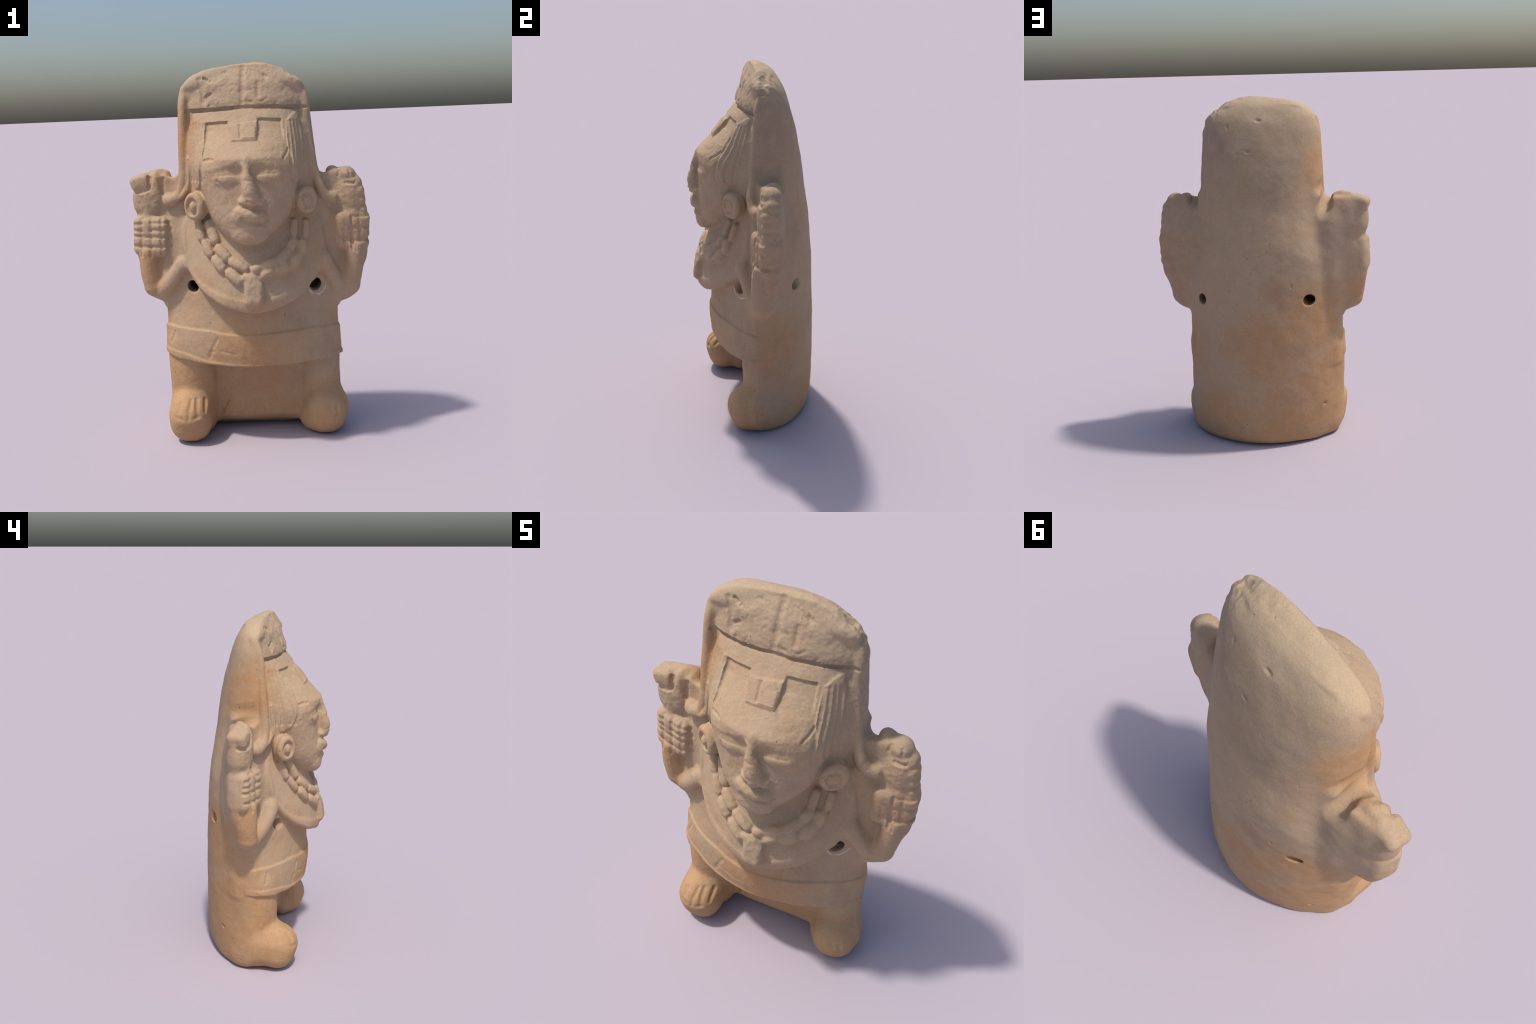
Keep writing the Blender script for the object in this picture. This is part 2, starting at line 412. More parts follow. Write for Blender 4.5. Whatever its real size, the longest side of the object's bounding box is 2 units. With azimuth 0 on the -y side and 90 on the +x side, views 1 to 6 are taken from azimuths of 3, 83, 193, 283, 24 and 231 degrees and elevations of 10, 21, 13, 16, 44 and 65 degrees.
# ------------------------------------------------------------------ collar rim, necklace, pendant
def bead(a, b, r, lift=0.55, k=0.006, kind="bead"):
    """Long bead lying on the collar between two (x, z) ends."""
    (x0, z0), (x1, z1) = a, b
    e = lambda x, z: (x, front(x, z) + r * (1 - 2 * lift), z, r)
    mid = e((x0 + x1) / 2, (z0 + z1) / 2)
    BEADS.append(([e(x0, z0), (mid[0], mid[1], mid[2], r * 1.08), e(x1, z1)], k, kind))
BEADS = []
for a, b, r in (((-0.256, 1.190), (-0.244, 1.118), 0.026), ((-0.200, 1.190), (-0.172, 1.108), 0.030),
                ((-0.226, 1.090), (-0.200, 1.040), 0.024), ((-0.150, 1.064), (-0.114, 1.026), 0.029),
                ((-0.168, 1.008), (-0.138, 0.972), 0.029), ((-0.080, 1.002), (-0.018, 0.972), 0.027),
                ((-0.096, 0.946), (-0.050, 0.912), 0.029), ((0.236, 1.182), (0.231, 1.125), 0.025), ((0.297, 1.175), (0.294, 1.115), 0.024),
                ((0.028, 0.962), (0.052, 0.972), 0.025), ((-0.012, 0.925), (0.020, 0.920), 0.029), ((0.075, 0.934), (0.110, 0.950), 0.023),
                ((0.150, 0.950), (0.185, 0.962), 0.027), ((0.225, 0.975), (0.252, 1.010), 0.027), ((0.270, 1.040), (0.276, 1.075), 0.025),
                ((0.085, 0.980), (0.130, 0.992), 0.026), ((0.160, 1.005), (0.195, 1.036), 0.028), ((0.214, 1.060), (0.226, 1.088), 0.027)):
    worn = a[0] > 0.06 and a[1] < 1.11
    bead(a, b, r * (1.14 if worn else 1), lift=0.56 if worn else 0.55, k=0.012 if worn else 0.005)
bead((0.020, 0.905), (0.020, 0.900), 0.036, lift=0.35, k=0.02, kind="pendant")
for pts, k, kind in BEADS:
    PARENT[part_id(kind)] = collar_id
    tube(pts, k=k, part=len(PART_NAMES) - 1, per=3)
PENDANT = [i for i, n in enumerate(PART_NAMES) if n == "pendant"][0]
block((0.024, -0.300, 0.845), (0.050, 0.036, 0.066), rnd=0.028, k=0.018, rot=(0, -6, 0), part=PENDANT)

# ------------------------------------------------------------------ face
nose_id = part_id("nose")
PARENT[nose_id] = head_id
tube([(0.006, -0.290, 1.515, 0.022), (0.009, -0.306, 1.478, 0.025), (0.014, -0.318, 1.425, 0.030), (0.021, -0.322, 1.375, 0.038), (0.031, -0.317, 1.330, 0.044)], k=0.016, part=nose_id)
ball((0.024, -0.342, 1.365), (0.024, 0.018, 0.026), k=0.010, part=nose_id)
groove([(0.01, 1.318), (0.035, 1.314), (0.06, 1.318)], 0.006, 0.006)
groove([(0.000, 1.425), (0.030, 1.420)], 0.006, 0.004)
ball((-0.012, -0.302, 1.315), (0.026, 0.034, 0.026), k=0.012, part=nose_id)
ball((0.072, -0.302, 1.310), (0.024, 0.032, 0.026), k=0.012, part=nose_id)
for x, ex in ((-0.085, -1), (0.112, 1)):
    ball((x - ex * 0.042, -0.333, 1.466), (0.024, 0.034, 0.028), k=0.03, minus=True)
    ball((x + ex * 0.01, -0.325, 1.464), (0.070, 0.024, 0.018), k=0.03, minus=True)
    ball((x, -0.256, 1.426), (0.076, 0.048, 0.046), k=0.016, part=head_id)
    groove([(x - 0.05, 1.446), (x, 1.451), (x + 0.045, 1.448)], 0.006, 0.003)
    groove([(x - 0.062, 1.418), (x - 0.03, 1.396), (x + 0.01, 1.390), (x + 0.05, 1.402)], 0.008, 0.003)
mouth_id = part_id("mouth")
PARENT[mouth_id] = head_id
ball((0.020, -0.296, 1.238), (0.082, 0.046, 0.042), k=0.025, part=mouth_id)
tube([(-0.034, -0.314, 1.268, 0.016), (0.000, -0.326, 1.256, 0.018), (0.045, -0.326, 1.240, 0.017), (0.080, -0.312, 1.232, 0.014)], k=0.024, part=mouth_id)
ball((0.035, -0.296, 1.182), (0.062, 0.030, 0.020), k=0.018, part=mouth_id)
ball((0.015, -0.272, 1.135), (0.085, 0.042, 0.045), k=0.03, part=head_id)
groove([(-0.025, 1.213), (0.03, 1.206), (0.075, 1.208), (0.112, 1.216)], 0.010, 0.007)
ball((-0.018, front(-0.018, 1.226) - 0.004, 1.226), 0.014, k=0.006, minus=True)
ball((-0.028, front(-0.028, 1.3) - 0.002, 1.302), 0.007, k=0.004, minus=True)

# sunk fields either side of a raised panel on the forehead
fade = lambda X, Z: 0.013 * np.clip((Z - 1.595) / 0.07, 0, 1)
plate([(-0.196, 1.702), (-0.084, 1.708), (-0.074, 1.62), (-0.09, 1.585), (-0.200, 1.585)], fade, rnd=0.010, smooth=False, minus=True)
plate([(0.070, 1.718), (0.186, 1.711), (0.204, 1.59), (0.09, 1.585), (0.066, 1.62)], fade, rnd=0.010, smooth=False, minus=True)
plate([(-0.074, 1.695), (-0.066, 1.612), (0.066, 1.612), (0.068, 1.705)], 0.007, k=0.003, rnd=0.006, smooth=False, part=head_id)
plate([(-0.018, 1.690), (-0.012, 1.622), (0.060, 1.622), (0.058, 1.675), (0.03, 1.702), (0.0, 1.702)], 0.005, k=0.003, rnd=0.005, smooth=False, part=head_id)
groove([(-0.018, 1.630), (-0.020, 1.69)], 0.006, 0.005)
groove([(-0.210, 1.518), (-0.178, 1.526), (-0.162, 1.522)], 0.007, 0.008)
groove([(0.196, 1.520), (0.214, 1.545), (0.220, 1.565)], 0.005, 0.006)
# combed hair hanging at the temples
plate([(-0.203, 1.71), (-0.268, 1.752), (-0.292, 1.62), (-0.288, 1.45), (-0.268, 1.375), (-0.240, 1.385), (-0.222, 1.5), (-0.202, 1.6)], 0.008, k=0.004, rnd=0.01, part=hair_id)
plate([(0.212, 1.705), (0.270, 1.745), (0.300, 1.62), (0.300, 1.45), (0.292, 1.400), (0.258, 1.400), (0.240, 1.5), (0.216, 1.6)], 0.008, k=0.004, rnd=0.01, part=hair_id)
for s, xs in ((LEFT, (-0.225, -0.247, -0.268, -0.284)), (RIGHT, (0.235, 0.254, 0.272, 0.288))):
    for i, x in enumerate(xs):
        top = x + (0.012 if s < 0 else -0.012)
        groove([(top, 1.70), (x, 1.60), (x + 0.004 * s, 1.50), (x + 0.002 * s, 1.415)], 0.007, 0.003, 0.009)

# ------------------------------------------------------------------ headdress flaps that curl out over the shoulders
flap = part_id("headdress_flap")
PARENT[flap] = headdress_id
tube([(-0.318, 0.015, 1.88, 0.022), (-0.325, -0.022, 1.80, 0.024), (-0.328, -0.034, 1.66, 0.025), (-0.333, -0.046, 1.50, 0.027), (-0.338, -0.054, 1.40, 0.029),
      (-0.362, -0.050, 1.335, 0.030), (-0.405, -0.030, 1.306, 0.036), (-0.424, -0.020, 1.305, 0.038)], k=0.012, part=flap)
tube([(-0.302, -0.082, 1.52, 0.012), (-0.304, -0.090, 1.45, 0.015), (-0.308, -0.090, 1.385, 0.017), (-0.340, -0.078, 1.335, 0.016), (-0.365, -0.065, 1.318, 0.014)], k=0.005, part=flap)
flap = part_id("headdress_flap")
PARENT[flap] = headdress_id
tube([(0.302, 0.03, 1.87, 0.020), (0.312, -0.004, 1.79, 0.023), (0.322, -0.012, 1.66, 0.024), (0.338, -0.024, 1.52, 0.026), (0.356, -0.034, 1.42, 0.027),
      (0.374, -0.042, 1.36, 0.030), (0.402, -0.034, 1.305, 0.034), (0.440, -0.018, 1.288, 0.036)], k=0.014, part=flap)
groove([(-0.308, 1.52), (-0.312, 1.44), (-0.322, 1.37)], 0.005, 0.005)

# ------------------------------------------------------------------ ear ornaments
def ring(c, yaw, rx, rz, r, out, **kw):
    R = frame(yaw)
    pts = []
    for t in np.linspace(0, 2 * math.pi, 25):
        p = np.array(c) + R @ np.array([rx * math.cos(t), -out, rz * math.sin(t)])
        pts.append((*p, r))
    tube(pts, per=1, **kw)
for c, yaw, crisp in (((-0.258, -0.138, 1.282), -36, True), ((0.290, -0.115, 1.294), 36, False)):
    ear = part_id("ear_ornament")
    PARENT[ear] = head_id
    R = frame(yaw)
    ball(c, (0.070, 0.043, 0.078), k=0.006, rot=(yaw, 0, 0), part=ear)
    ring(c, yaw, 0.045, 0.052, 0.024, 0.026, k=0.008, part=ear)
    if crisp:
        ring(c, yaw, 0.029, 0.036, 0.008, 0.047, k=0.006, minus=True)
        b = np.array(c) + R @ np.array([0.0, -0.040, 0.0])
        ball(b, (0.022, 0.016, 0.028), k=0.004, rot=(yaw, 0, 0), part=ear)
    else:
        b = np.array(c) + R @ np.array([0.0, -0.034, 0.0])
        ball(b, (0.046, 0.016, 0.052), k=0.02, rot=(yaw, 0, 0), part=ear)
        ring(c, yaw, 0.030, 0.036, 0.007, 0.052, k=0.012, minus=True)
        groove([(0.276, 1.262), (0.295, 1.256), (0.312, 1.265)], 0.006, 0.004)
        groove([(0.276, 1.318), (0.290, 1.330), (0.300, 1.320)], 0.006, 0.004)

# ------------------------------------------------------------------ cuff lattice, fist creases
for x0, x1 in ((-0.578, -0.588), (-0.524, -0.533), (-0.468, -0.474)):
    groove([(x0, 1.215), ((x0 + x1) / 2, 1.12), (x1, 1.012)], 0.008, 0.006, 0.009)
for pts in ([(-0.625, 1.180), (-0.585, 1.184)], [(-0.525, 1.190), (-0.468, 1.190), (-0.430, 1.188)], [(-0.63, 1.146), (-0.585, 1.146)],
            [(-0.530, 1.150), (-0.422, 1.154)], [(-0.632, 1.117), (-0.530, 1.113), (-0.425, 1.114)], [(-0.630, 1.064), (-0.530, 1.060), (-0.425, 1.064)]):
    groove(pts, 0.008, 0.006, 0.009)
for pts in ([(0.535, 1.126), (0.634, 1.128)], [(0.540, 1.056), (0.645, 1.060)], [(0.545, 1.185), (0.628, 1.186)], [(0.47, 1.072), (0.545, 1.060)]):
    groove(pts, 0.009, 0.005, 0.010)
for x0, x1, z0, z1 in ((0.542, 0.546, 1.19, 1.01), (0.582, 0.588, 1.17, 1.06), (0.560, 0.562, 1.04, 1.00), (0.50, 0.505, 1.12, 1.05)):
    groove([(x0, z0), (x1, z1)], 0.008, 0.005)
groove([(-0.645, 1.362), (-0.600, 1.352), (-0.545, 1.362), (-0.525, 1.385), (-0.524, 1.430)], 0.012, 0.008)
groove([(-0.455, 1.42), (-0.457, 1.39), (-0.458, 1.345)], 0.012, 0.008)
groove([(0.515, 1.366), (0.56, 1.362)], 0.009, 0.009)
groove([(0.485, 1.43), (0.478, 1.40)], 0.008, 0.006)
groove([(0.535, 1.43), (0.540, 1.405)], 0.007, 0.005)

# ------------------------------------------------------------------ toes
for pts, r, d in (([(-0.404, 0.235), (-0.410, 0.200)], 0.010, 0.003), ([(-0.343, 0.250), (-0.352, 0.205), (-0.356, 0.160)], 0.009, 0.006),
                  ([(-0.312, 0.250), (-0.308, 0.21), (-0.306, 0.175)], 0.010, 0.004), ([(-0.270, 0.235), (-0.266, 0.190)], 0.010, 0.004),
                  ([(-0.425, 0.165), (-0.39, 0.158)], 0.009, 0.003), ([(-0.33, 0.163), (-0.30, 0.170)], 0.008, 0.003),
                  ([(0.402, 0.185), (0.412, 0.145)], 0.009, 0.003), ([(0.440, 0.178), (0.446, 0.135)], 0.009, 0.004), ([(0.335, 0.21), (0.328, 0.17)], 0.006, 0.004)):
    groove(pts, r, d * 0.65, 0.010)

groove([(-0.305, 1.766), (-0.15, 1.770), (-0.015, 1.776), (0.125, 1.774), (0.318, 1.766)], 0.008, 0.008, 0.004)
# ------------------------------------------------------------------ headdress seams, gouges and broken corner
groove([(-0.001, 1.985), (-0.006, 1.90), (-0.010, 1.802)], 0.014, 0.005, 0.010)
groove([(-0.232, 1.93), (-0.220, 1.87), (-0.212, 1.815)], 0.016, 0.006)
groove([(0.076, 1.90), (0.074, 1.83)], 0.012, 0.005)
groove([(-0.205, 1.932), (-0.188, 1.920)], 0.007, 0.010)
groove([(-0.200, 1.834), (-0.172, 1.850)], 0.007, 0.010)
for c, r in (((0.262, 0.035, 1.945), 0.030), ((0.300, 0.030, 1.922), 0.022), ((0.235, 0.02, 1.972), 0.020), ((0.325, 0.02, 1.895), 0.016), ((0.20, -0.01, 1.985), 0.016)):
    ball(c, (r * 1.3, r, r * 0.8), k=0.008, rot=(20, 0, 35), minus=True)

# crack beside the leg; dents, pulls and a gouge in the back
groove([(-0.207, 0.095), (-0.190, 0.115), (-0.172, 0.150), (-0.155, 0.180)], 0.004, 0.008, 0.003)
ball((0.184, front(0.184, 0.06), 0.06), 0.008, k=0.004, minus=True)
for x, z, rx, rz, depth in ((-0.028, 1.876, 0.018, 0.009, 0.006), (0.024, 1.710, 0.016, 0.008, 0.006), (0.153, 1.847, 0.006, 0.018, 0.004), (-0.012, 1.288, 0.008, 0.018, 0.003),
                            (-0.153, 1.050, 0.020, 0.010, 0.005), (-0.226, 0.965, 0.007, 0.013, 0.004), (-0.060, 0.809, 0.010, 0.008, 0.004), (-0.393, 0.227, 0.014, 0.010, 0.005),
                            (0.136, 0.200, 0.008, 0.010, 0.004)):
    y = back_skin(x, z)
    ball((x, y + 0.012 - depth, z), (rx, 0.012, rz), k=0.006, minus=True)
tube([(0.176, back_skin(0.176, 0.655) + 0.004, 0.655, 0.005), (0.205, back_skin(0.205, 0.60) + 0.001, 0.600, 0.007), (0.223, back_skin(0.223, 0.558) + 0.003, 0.558, 0.006)], k=0.004, minus=True)

# ------------------------------------------------------------------ drilled sound holes
for x, z, y, y2, dx in ((-0.318, 0.853, -0.25, 0.05, 0), (0.353, 0.842, -0.25, 0.05, 0), (-0.326, 0.874, 0.35, 0.09, 0), (0.340, 0.848, 0.32, 0.06, 0)):
    tube([(x, y, z, 0.031), (x * 0.92, y2, z, 0.031)], k=0.008, minus=True)

# the hollow chambers they open into
for x, y, z in ((-0.30, 0.055, 0.862), (0.325, 0.045, 0.846)):
    ball((x, y, z), (0.055, 0.075, 0.09), k=0.01, minus=True)

# flat underside
sl, X, Y, Z = window(LO, (HI[0], HI[1], 0.1))
cut(sl, (Z - 0.004 + 0 * X + 0 * Y).astype(np.float32), 0.012)


# ------------------------------------------------------------------ skin the clay: surface nets
def surface_nets():
    inside = FIELD < 0
    c = np.zeros(tuple(N - 1), np.int8)
    for i in (0, 1):
        for j in (0, 1):
            for k in (0, 1):
                c += inside[i:N[0] - 1 + i, j:N[1] - 1 + j, k:N[2] - 1 + k]
    act = np.flatnonzero((c > 0) & (c < 8))
    ijk = np.array(np.unravel_index(act, c.shape)).T
    corner = np.array([(i, j, k) for i in (0, 1) for j in (0, 1) for k in (0, 1)])
    val = np.stack([FIELD[tuple((ijk + o).T)] for o in corner], 1)
    acc = np.zeros((len(act), 3)); cnt = np.zeros(len(act))
    for a in range(8):
        for b in range(a + 1, 8):
            if abs(corner[a] - corner[b]).sum() != 1:
                continue
            m = (val[:, a] < 0) != (val[:, b] < 0)
            t = val[m, a] / (val[m, a] - val[m, b])
            acc[m] += corner[a] + t[:, None] * (corner[b] - corner[a]); cnt[m] += 1
    verts = LO + CELL * (ijk + acc / cnt[:, None])
    index = np.full(c.size, -1, np.int32)
    index[act] = np.arange(len(act))
    index = index.reshape(c.shape)
    quads = []
    for ax in range(3):
        n0 = inside.shape[ax]
        lo_, hi_ = [slice(1, -1)] * 3, [slice(1, -1)] * 3
        lo_[ax], hi_[ax] = slice(0, n0 - 1), slice(1, n0)
        A, B = inside[tuple(lo_)], inside[tuple(hi_)]
        e = np.argwhere(A != B)
        flip = A[tuple(e.T)]
        off = np.ones(3, int); off[ax] = 0
        e = e + off
        u, v = (ax + 1) % 3, (ax + 2) % 3
        ring = []
        for du, dv in ((1, 1), (0, 1), (0, 0), (1, 0)):
            o = np.zeros(3, int); o[u], o[v] = du, dv
            ring.append(index[tuple((e - o).T)])
        q = np.stack(ring, 1)
        q[~flip] = q[~flip][:, ::-1]
        quads.append(q)
    return verts, np.concatenate(quads)


verts, quads = surface_nets()


def vertex_normals(v, q):
    n = np.cross(v[q[:, 2]] - v[q[:, 0]], v[q[:, 3]] - v[q[:, 1]])
    out = np.zeros_like(v)
    for i in range(4):
        for a in range(3):
            out[:, a] += np.bincount(q[:, i], n[:, a], len(v))
    return out / np.maximum(np.linalg.norm(out, axis=1), 1e-12)[:, None]




# ------------------------------------------------------------------ hand-worked, weathered skin
RNG = np.random.RandomState(7)
PERM = RNG.permutation(256)
GRAD = RNG.normal(size=(256, 3)); GRAD /= np.linalg.norm(GRAD, axis=1)[:, None]


def noise(p):
    """Gradient noise at points p, roughly -1..1."""
    i = np.floor(p).astype(int); f = p - i
    w = f * f * f * (f * (f * 6 - 15) + 10)
    out = 0
    for a in (0, 1):
        for b in (0, 1):
            for c in (0, 1):
                h = PERM[(PERM[(PERM[(i[:, 0] + a) & 255] + i[:, 1] + b) & 255] + i[:, 2] + c) & 255]
                g = (GRAD[h] * (f - (a, b, c))).sum(1)
                out = out + g * (w[:, 0] if a else 1 - w[:, 0]) * (w[:, 1] if b else 1 - w[:, 1]) * (w[:, 2] if c else 1 - w[:, 2])
    return out * 1.6


def blob(c, r):
    return np.exp(-((verts - c) ** 2).sum(1) / r ** 2)


normals = vertex_normals(verts, quads)
vi = np.clip(np.round((verts - LO) / CELL).astype(int), 0, N - 1)
kind = np.array(PART_NAMES)[PART[tuple(vi.T)]]
facing = np.clip(-normals[:, 1] * 2, 0, 1)
ROUGH = {"headdress": 1.6, "hand": 1.8, "head": 1.3, "nose": 1.8, "mouth": 1.5, "cuff": 1.3, "ear_ornament": 1.2, "hair": 1.2, "bead": 1.1, "pendant": 1.5}
rough = np.array([ROUGH.get(k, 0.8) for k in kind]) * (0.35 + 0.65 * facing)
chip = 1.6 * (blob((0.25, 0.03, 1.94), 0.07) + blob((0.32, 0.02, 1.88), 0.05)) + 0.6 * blob((0.10, 0.0, 2.0), 0.08)
worn = np.isin(kind, ["headdress"]) * facing * np.clip(noise(verts * 7 + 4) * 1.5 + 0.5, 0, 1)
relief = (0.0035 * noise(verts * 4.2) + 0.0022 * noise(verts * 10 + 7) + 0.0008 * noise(verts * 24 + 3)
          + rough * (0.0010 * noise(verts * 42 + 11) + 0.0007 * noise(verts * 85 + 5))
          + worn * (0.0045 * noise(verts * 19 + 9) - 0.004 * np.clip(noise(verts * 33 + 1) - 0.25, 0, 1) * 3)
          + chip * (0.0045 * noise(verts * 28 + 2) + 0.002 * noise(verts * 60)) - 0.003 * np.clip(chip, 0, 1) - 0.002)
verts = verts + normals * relief[:, None]
normals = vertex_normals(verts, quads)
centre = verts[quads].mean(1)
gi = np.clip(np.round((centre - LO) / CELL).astype(int), 0, N - 1)
owner = PART[tuple(gi.T)]
owner = np.where((owner == 0) & (centre[:, 2] > 1.44) & (np.abs(centre[:, 0]) < 0.40), headdress_id, owner)
for _ in range(6):                                      # tidy ragged borders: each face takes the commonest owner round its corners
    corner = np.zeros(len(verts), np.int16)
    for i in range(4):
        corner[quads[:, i]] = owner
    c = np.sort(corner[quads], 1)
    owner = np.where((c[:, 0] == c[:, 1]) | (c[:, 1] == c[:, 2]), c[:, 1], np.where(c[:, 2] == c[:, 3], c[:, 2], owner))


# ------------------------------------------------------------------ material
class Nodes:
    """Small helper for writing node graphs as expressions."""

    def __init__(self, tree):
        self.t = tree
        self.pos = tree.nodes.new("ShaderNodeTexCoord").outputs["Object"]

    def node(self, kind, ins=(), out=0, **props):
        n = self.t.nodes.new(kind)
        for k, v in props.items():
            setattr(n, k, v)
        for k, v in (ins.items() if isinstance(ins, dict) else enumerate(ins)):
            if v is None:
                continue
            if hasattr(v, "is_linked"):
                self.t.links.new(v, n.inputs[k])
            else:
                n.inputs[k].default_value = v
        return n.outputs[out]

    def math(self, op, a, b=None, clamp=False):
        return self.node("ShaderNodeMath", (a, b), operation=op, use_clamp=clamp)

    def mapped(self, scale, offset=(0, 0, 0)):
        return self.node("ShaderNodeMapping", {"Vector": self.pos, "Location": offset, "Scale": scale})

    def noise(self, scale, detail=3, vec=None, rough=0.55):
        return self.node("ShaderNodeTexNoise", {"Vector": vec or self.pos, "Scale": scale, "Detail": detail, "Roughness": rough})

    def voronoi(self, scale, vec=None, out="Distance", feature="F1"):
        return self.node("ShaderNodeTexVoronoi", {"Vector": vec or self.pos, "Scale": scale}, out=out, feature=feature)

    def step(self, v, lo, hi, to_lo=0.0, to_hi=1.0):
        return self.node("ShaderNodeMapRange", {"Value": v, "From Min": lo, "From Max": hi, "To Min": to_lo, "To Max": to_hi}, interpolation_type="SMOOTHSTEP")

    def near(self, c, r, soft, warp=0.0, warp_scale=9):
        """1 within r of point c, fading over soft, with a wandering edge."""
        d = self.node("ShaderNodeVectorMath", {0: self.pos, 1: c}, out="Value", operation="DISTANCE")
        if warp:
            d = self.math("ADD", d, self.math("MULTIPLY", self.math("SUBTRACT", self.noise(warp_scale, 3), 0.5), warp))
        return self.step(d, r, r + soft, 1.0, 0.0)

    def mix(self, f, a, b, mode="MIX"):
        return self.node("ShaderNodeMix", {0: f, 6: a, 7: b}, out=2, data_type="RGBA", blend_type=mode)


def terracotta():
    m = bpy.data.materials.new("terracotta")
    m.use_nodes = True
    nt = m.node_tree
    bsdf = nt.nodes["Principled BSDF"]
    g = Nodes(nt)
    buff = (0.405, 0.288, 0.186, 1)
    orange = (0.420, 0.228, 0.100, 1)
    grey = (0.275, 0.212, 0.152, 1)
    pale = (0.475, 0.365, 0.245, 1)
    # where the fired orange body shows through the buff slip
    body = g.step(g.noise(2.3, 4), 0.46, 0.70)
    spots = [((-0.38, -0.16, 0.10), 0.12, 0.38), ((0.40, -0.10, 0.05), 0.06, 0.32), ((-0.45, 0.09, 0.30), 0.16, 0.40), ((-0.32, 0.24, 0.74), 0.08, 0.30),
             ((-0.09, 0.35, 0.61), 0.08, 0.26), ((-0.18, 0.31, 0.10), 0.10, 0.35), ((-0.60, 0.03, 0.92), 0.05, 0.16), ((-0.36, 0.03, 1.60), 0.08, 0.16),
             ((0.20, 0.34, 0.10), 0.05, 0.35), ((0.0, -0.03, 0.15), 0.14, 0.25), ((0.0, -0.24, 0.50), 0.06, 0.36), ((0.45, 0.10, 0.50), 0.04, 0.26)]
    mask = g.math("MULTIPLY", body, 0.42)
    for c, r, soft in spots:
        mask = g.math("MAXIMUM", mask, g.math("MULTIPLY", g.near(c, r, soft, 0.30, 5), 0.95))
    col = g.mix(mask, buff, orange)
    # smoky grey clouds
    cloud = g.step(g.noise(3.1, 4, g.mapped((1, 1, 1), (3.1, 1.7, 5.2))), 0.52, 0.75)
    col = g.mix(g.math("MULTIPLY", cloud, 0.55), col, grey)
    for c, r, soft, s in (((-0.242, 0.18, 1.677), 0.02, 0.10, 0.45), ((-0.11, 0.25, 1.49), 0.03, 0.13, 0.50), ((0.25, 0.15, 1.776), 0.03, 0.14, 0.5), ((0.46, 0.11, 1.35), 0.04, 0.14, 0.5),
                          ((-0.48, 0.14, 1.22), 0.04, 0.13, 0.45), ((0.35, 0.05, 1.65), 0.06, 0.25, 0.5), ((0.55, 0.10, 1.42), 0.04, 0.12, 0.45), ((0.0, 0.24, 1.62), 0.14, 0.22, 0.35), ((0.45, 0.12, 1.15), 0.08, 0.18, 0.35), ((-0.08, -0.07, 1.88), 0.10, 0.16, 0.35), ((0.22, -0.05, 1.84), 0.04, 0.14, 0.40)):
        col = g.mix(g.math("MULTIPLY", g.near(c, r, soft, 0.12), s), col, grey)
    # brick-red stains on the back
    col = g.mix(g.math("MULTIPLY", g.near((-0.15, 0.32, 0.92), 0.02, 0.12, 0.12, 16), 0.50), col, (0.30, 0.135, 0.075, 1))
    col = g.mix(g.math("MULTIPLY", g.near((0.58, 0.08, 0.93), 0.05, 0.18, 0.12), 0.50), col, (0.33, 0.17, 0.10, 1))
    # dusty worn crown with a broken lower edge
    sep = g.node("ShaderNodeSeparateXYZ", (g.pos,), out=2)
    crown = g.step(g.math("ADD", sep, g.math("MULTIPLY", g.noise(11, 4), 0.16)), 1.93, 1.99)
    col = g.mix(g.math("MULTIPLY", crown, 0.55), col, pale)
    # mottling and grain
    mott = g.step(g.noise(17, 5, rough=0.65), 0.35, 0.68)
    col = g.mix(g.math("MULTIPLY", mott, 0.28), col, pale)
    tint = g.step(g.noise(48, 3, g.mapped((1, 1, 1), (2, 8, 6))), 0.35, 0.65)
    col = g.mix(0.14, col, g.mix(tint, (0.47, 0.29, 0.20, 1), (0.41, 0.33, 0.19, 1)))
    grain = g.noise(150, 3, rough=0.7)
    col = g.mix(0.26, col, g.node("ShaderNodeMix", {0: g.step(grain, 0.3, 0.7), 6: (0.62, 0.60, 0.58, 1), 7: (1.25, 1.22, 1.18, 1)}, out=2, data_type="RGBA"), "MULTIPLY")
    # pits where temper fell out: upright dark specks, gathered in patches
    v = g.mapped((1, 1, 0.45))
    flank = g.near((-0.47, 0.06, 0.22), 0.14, 0.15, 0.2)
    for c in ((-0.47, 0.08, 0.55), (0.46, 0.06, 0.25), (-0.25, 0.28, 0.60), (-0.52, 0.08, 0.82)):
        flank = g.math("MAXIMUM", flank, g.near(c, 0.06, 0.14, 0.2))
    pit = g.step(g.math("ADD", g.voronoi(46, v), g.math("MULTIPLY", g.noise(130, 2), 0.16)), 0.12, 0.23, 1, 0)
    pick = g.step(g.node("ShaderNodeSeparateColor", (g.voronoi(46, v, "Color"),)), 0.50, 0.9)
    pit = g.math("MULTIPLY", g.math("MULTIPLY", pit, pick), g.math("MAXIMUM", g.step(g.noise(4.5, 2), 0.46, 0.58), flank))
    col = g.mix(g.math("MULTIPLY", pit, 0.65), col, (0.085, 0.055, 0.036, 1))
    # lime flecks
    v2 = g.mapped((1.3, 1.0, 0.8), (7, 3, 1))
    fleck = g.step(g.voronoi(42, v2), 0.05, 0.13, 1, 0)
    pick2 = g.step(g.node("ShaderNodeSeparateColor", (g.voronoi(42, v2, "Color"),), out=1), 0.72, 0.74)
    fleck = g.math("MULTIPLY", g.math("MULTIPLY", fleck, pick2), g.step(g.noise(5.5, 2, g.mapped((1, 1, 1), (9, 2, 4))), 0.48, 0.58))
    col = g.mix(g.math("MULTIPLY", fleck, 0.55), col, (0.62, 0.56, 0.48, 1))
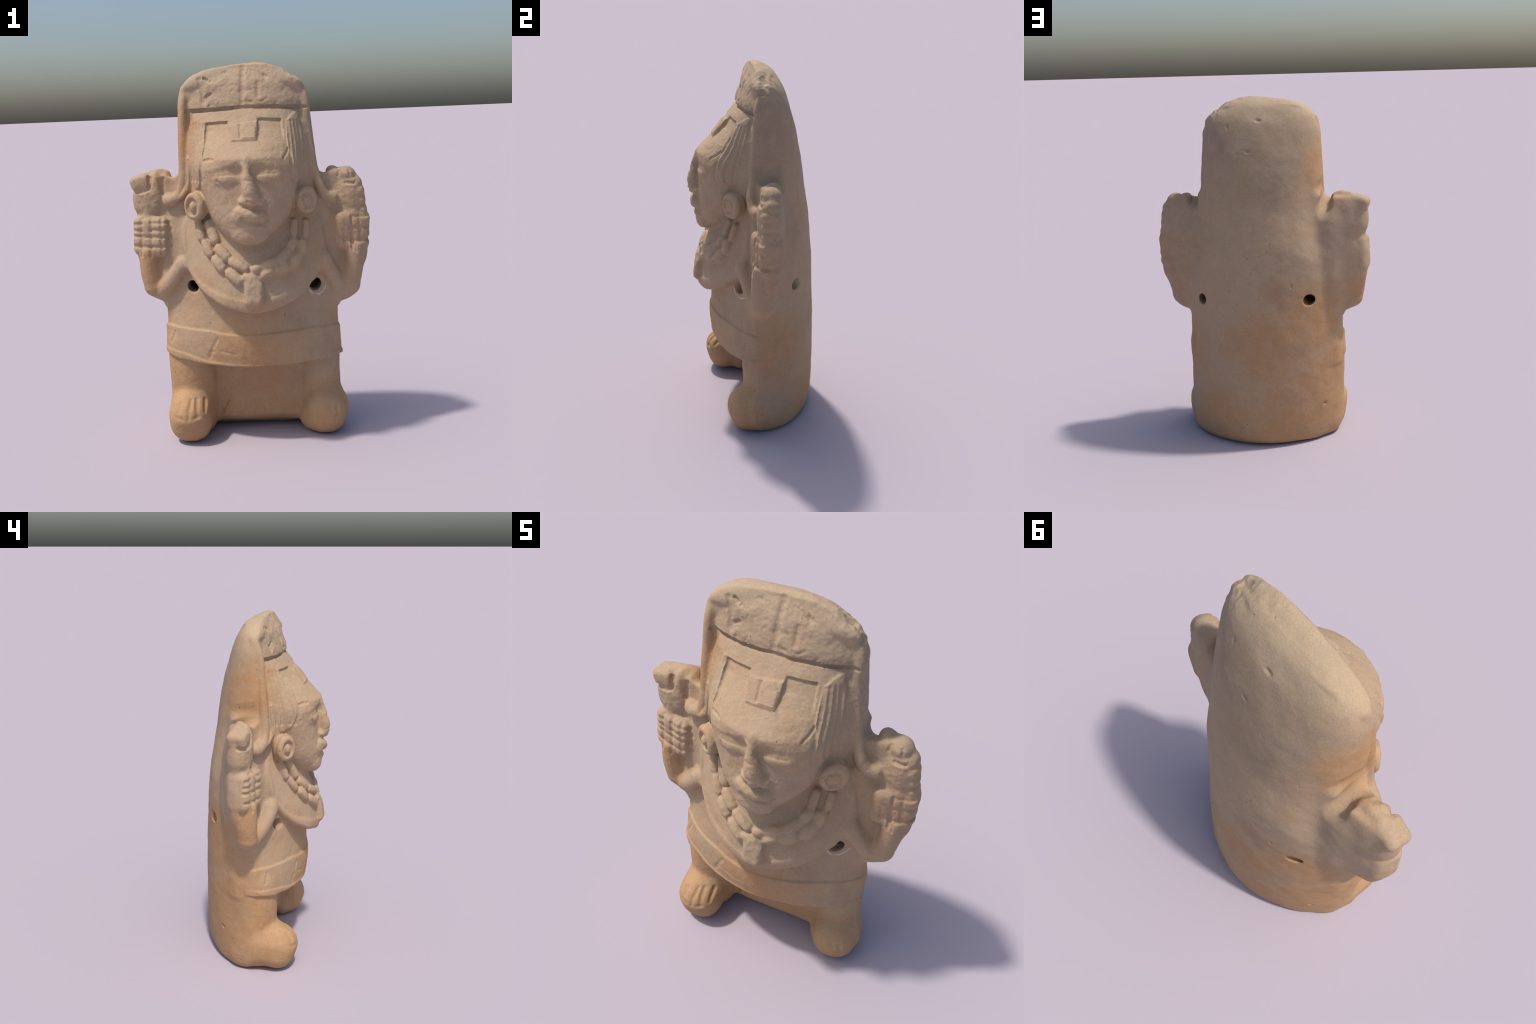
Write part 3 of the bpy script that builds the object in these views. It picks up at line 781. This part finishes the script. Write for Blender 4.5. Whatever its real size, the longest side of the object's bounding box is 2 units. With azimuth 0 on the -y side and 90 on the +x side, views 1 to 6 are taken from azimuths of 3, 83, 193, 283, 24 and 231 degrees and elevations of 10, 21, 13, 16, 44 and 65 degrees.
    # plaster line left round the right-hand sound hole
    d = g.node("ShaderNodeVectorMath", {0: g.pos, 1: (0.356, -0.105, 0.846)}, out="Value", operation="DISTANCE")
    d = g.math("ADD", d, g.math("MULTIPLY", g.math("SUBTRACT", g.noise(60, 3), 0.5), 0.022))
    ring = g.math("MULTIPLY", g.step(d, 0.056, 0.059), g.step(d, 0.061, 0.065, 1, 0))
    low = g.math("MULTIPLY", g.step(sep, 0.81, 0.83, 1, 0), g.step(g.noise(30, 2), 0.35, 0.5))
    col = g.mix(g.math("MULTIPLY", ring, low), col, (0.62, 0.58, 0.53, 1))
    nt.links.new(col, bsdf.inputs["Base Color"])
    bsdf.inputs["Roughness"].default_value = 0.78
    bsdf.inputs["Specular IOR Level"].default_value = 0.3
    h = g.math("ADD", g.math("MULTIPLY", g.noise(110, 4, rough=0.65), 0.0022), g.math("MULTIPLY", pit, -0.004))
    nt.links.new(g.node("ShaderNodeBump", {"Strength": 0.55, "Distance": 1.0, "Height": h}), bsdf.inputs["Normal"])
    return m


CLAY = terracotta()

# ------------------------------------------------------------------ build objects
root = bpy.data.objects.new("clay_figurine", None)
bpy.context.scene.collection.objects.link(root)
root["label"] = "ancient terracotta standing figure with tall headdress and necklace"
root["category"] = "clay figurine"

built = {}
for pid in np.unique(owner):
    f = quads[owner == pid]
    used, inv = np.unique(f, return_inverse=True)
    f = inv.reshape(f.shape)
    me = bpy.data.meshes.new(PART_NAMES[pid])
    me.vertices.add(len(used)); me.vertices.foreach_set("co", verts[used].astype(np.float32).ravel())
    me.loops.add(f.size); me.loops.foreach_set("vertex_index", f.astype(np.int32).ravel())
    me.polygons.add(len(f)); me.polygons.foreach_set("loop_start", np.arange(0, f.size, 4, dtype=np.int32))
    me.update(calc_edges=True)
    me.polygons.foreach_set("use_smooth", np.ones(len(f), bool))
    me.normals_split_custom_set_from_vertices(normals[used].astype(np.float32))
    me.materials.append(CLAY)
    ob = bpy.data.objects.new(PART_NAMES[pid], me)
    built[int(pid)] = ob
    bpy.context.scene.collection.objects.link(ob)
for pid, ob in built.items():
    ob.parent = built.get(PARENT.get(pid), root)
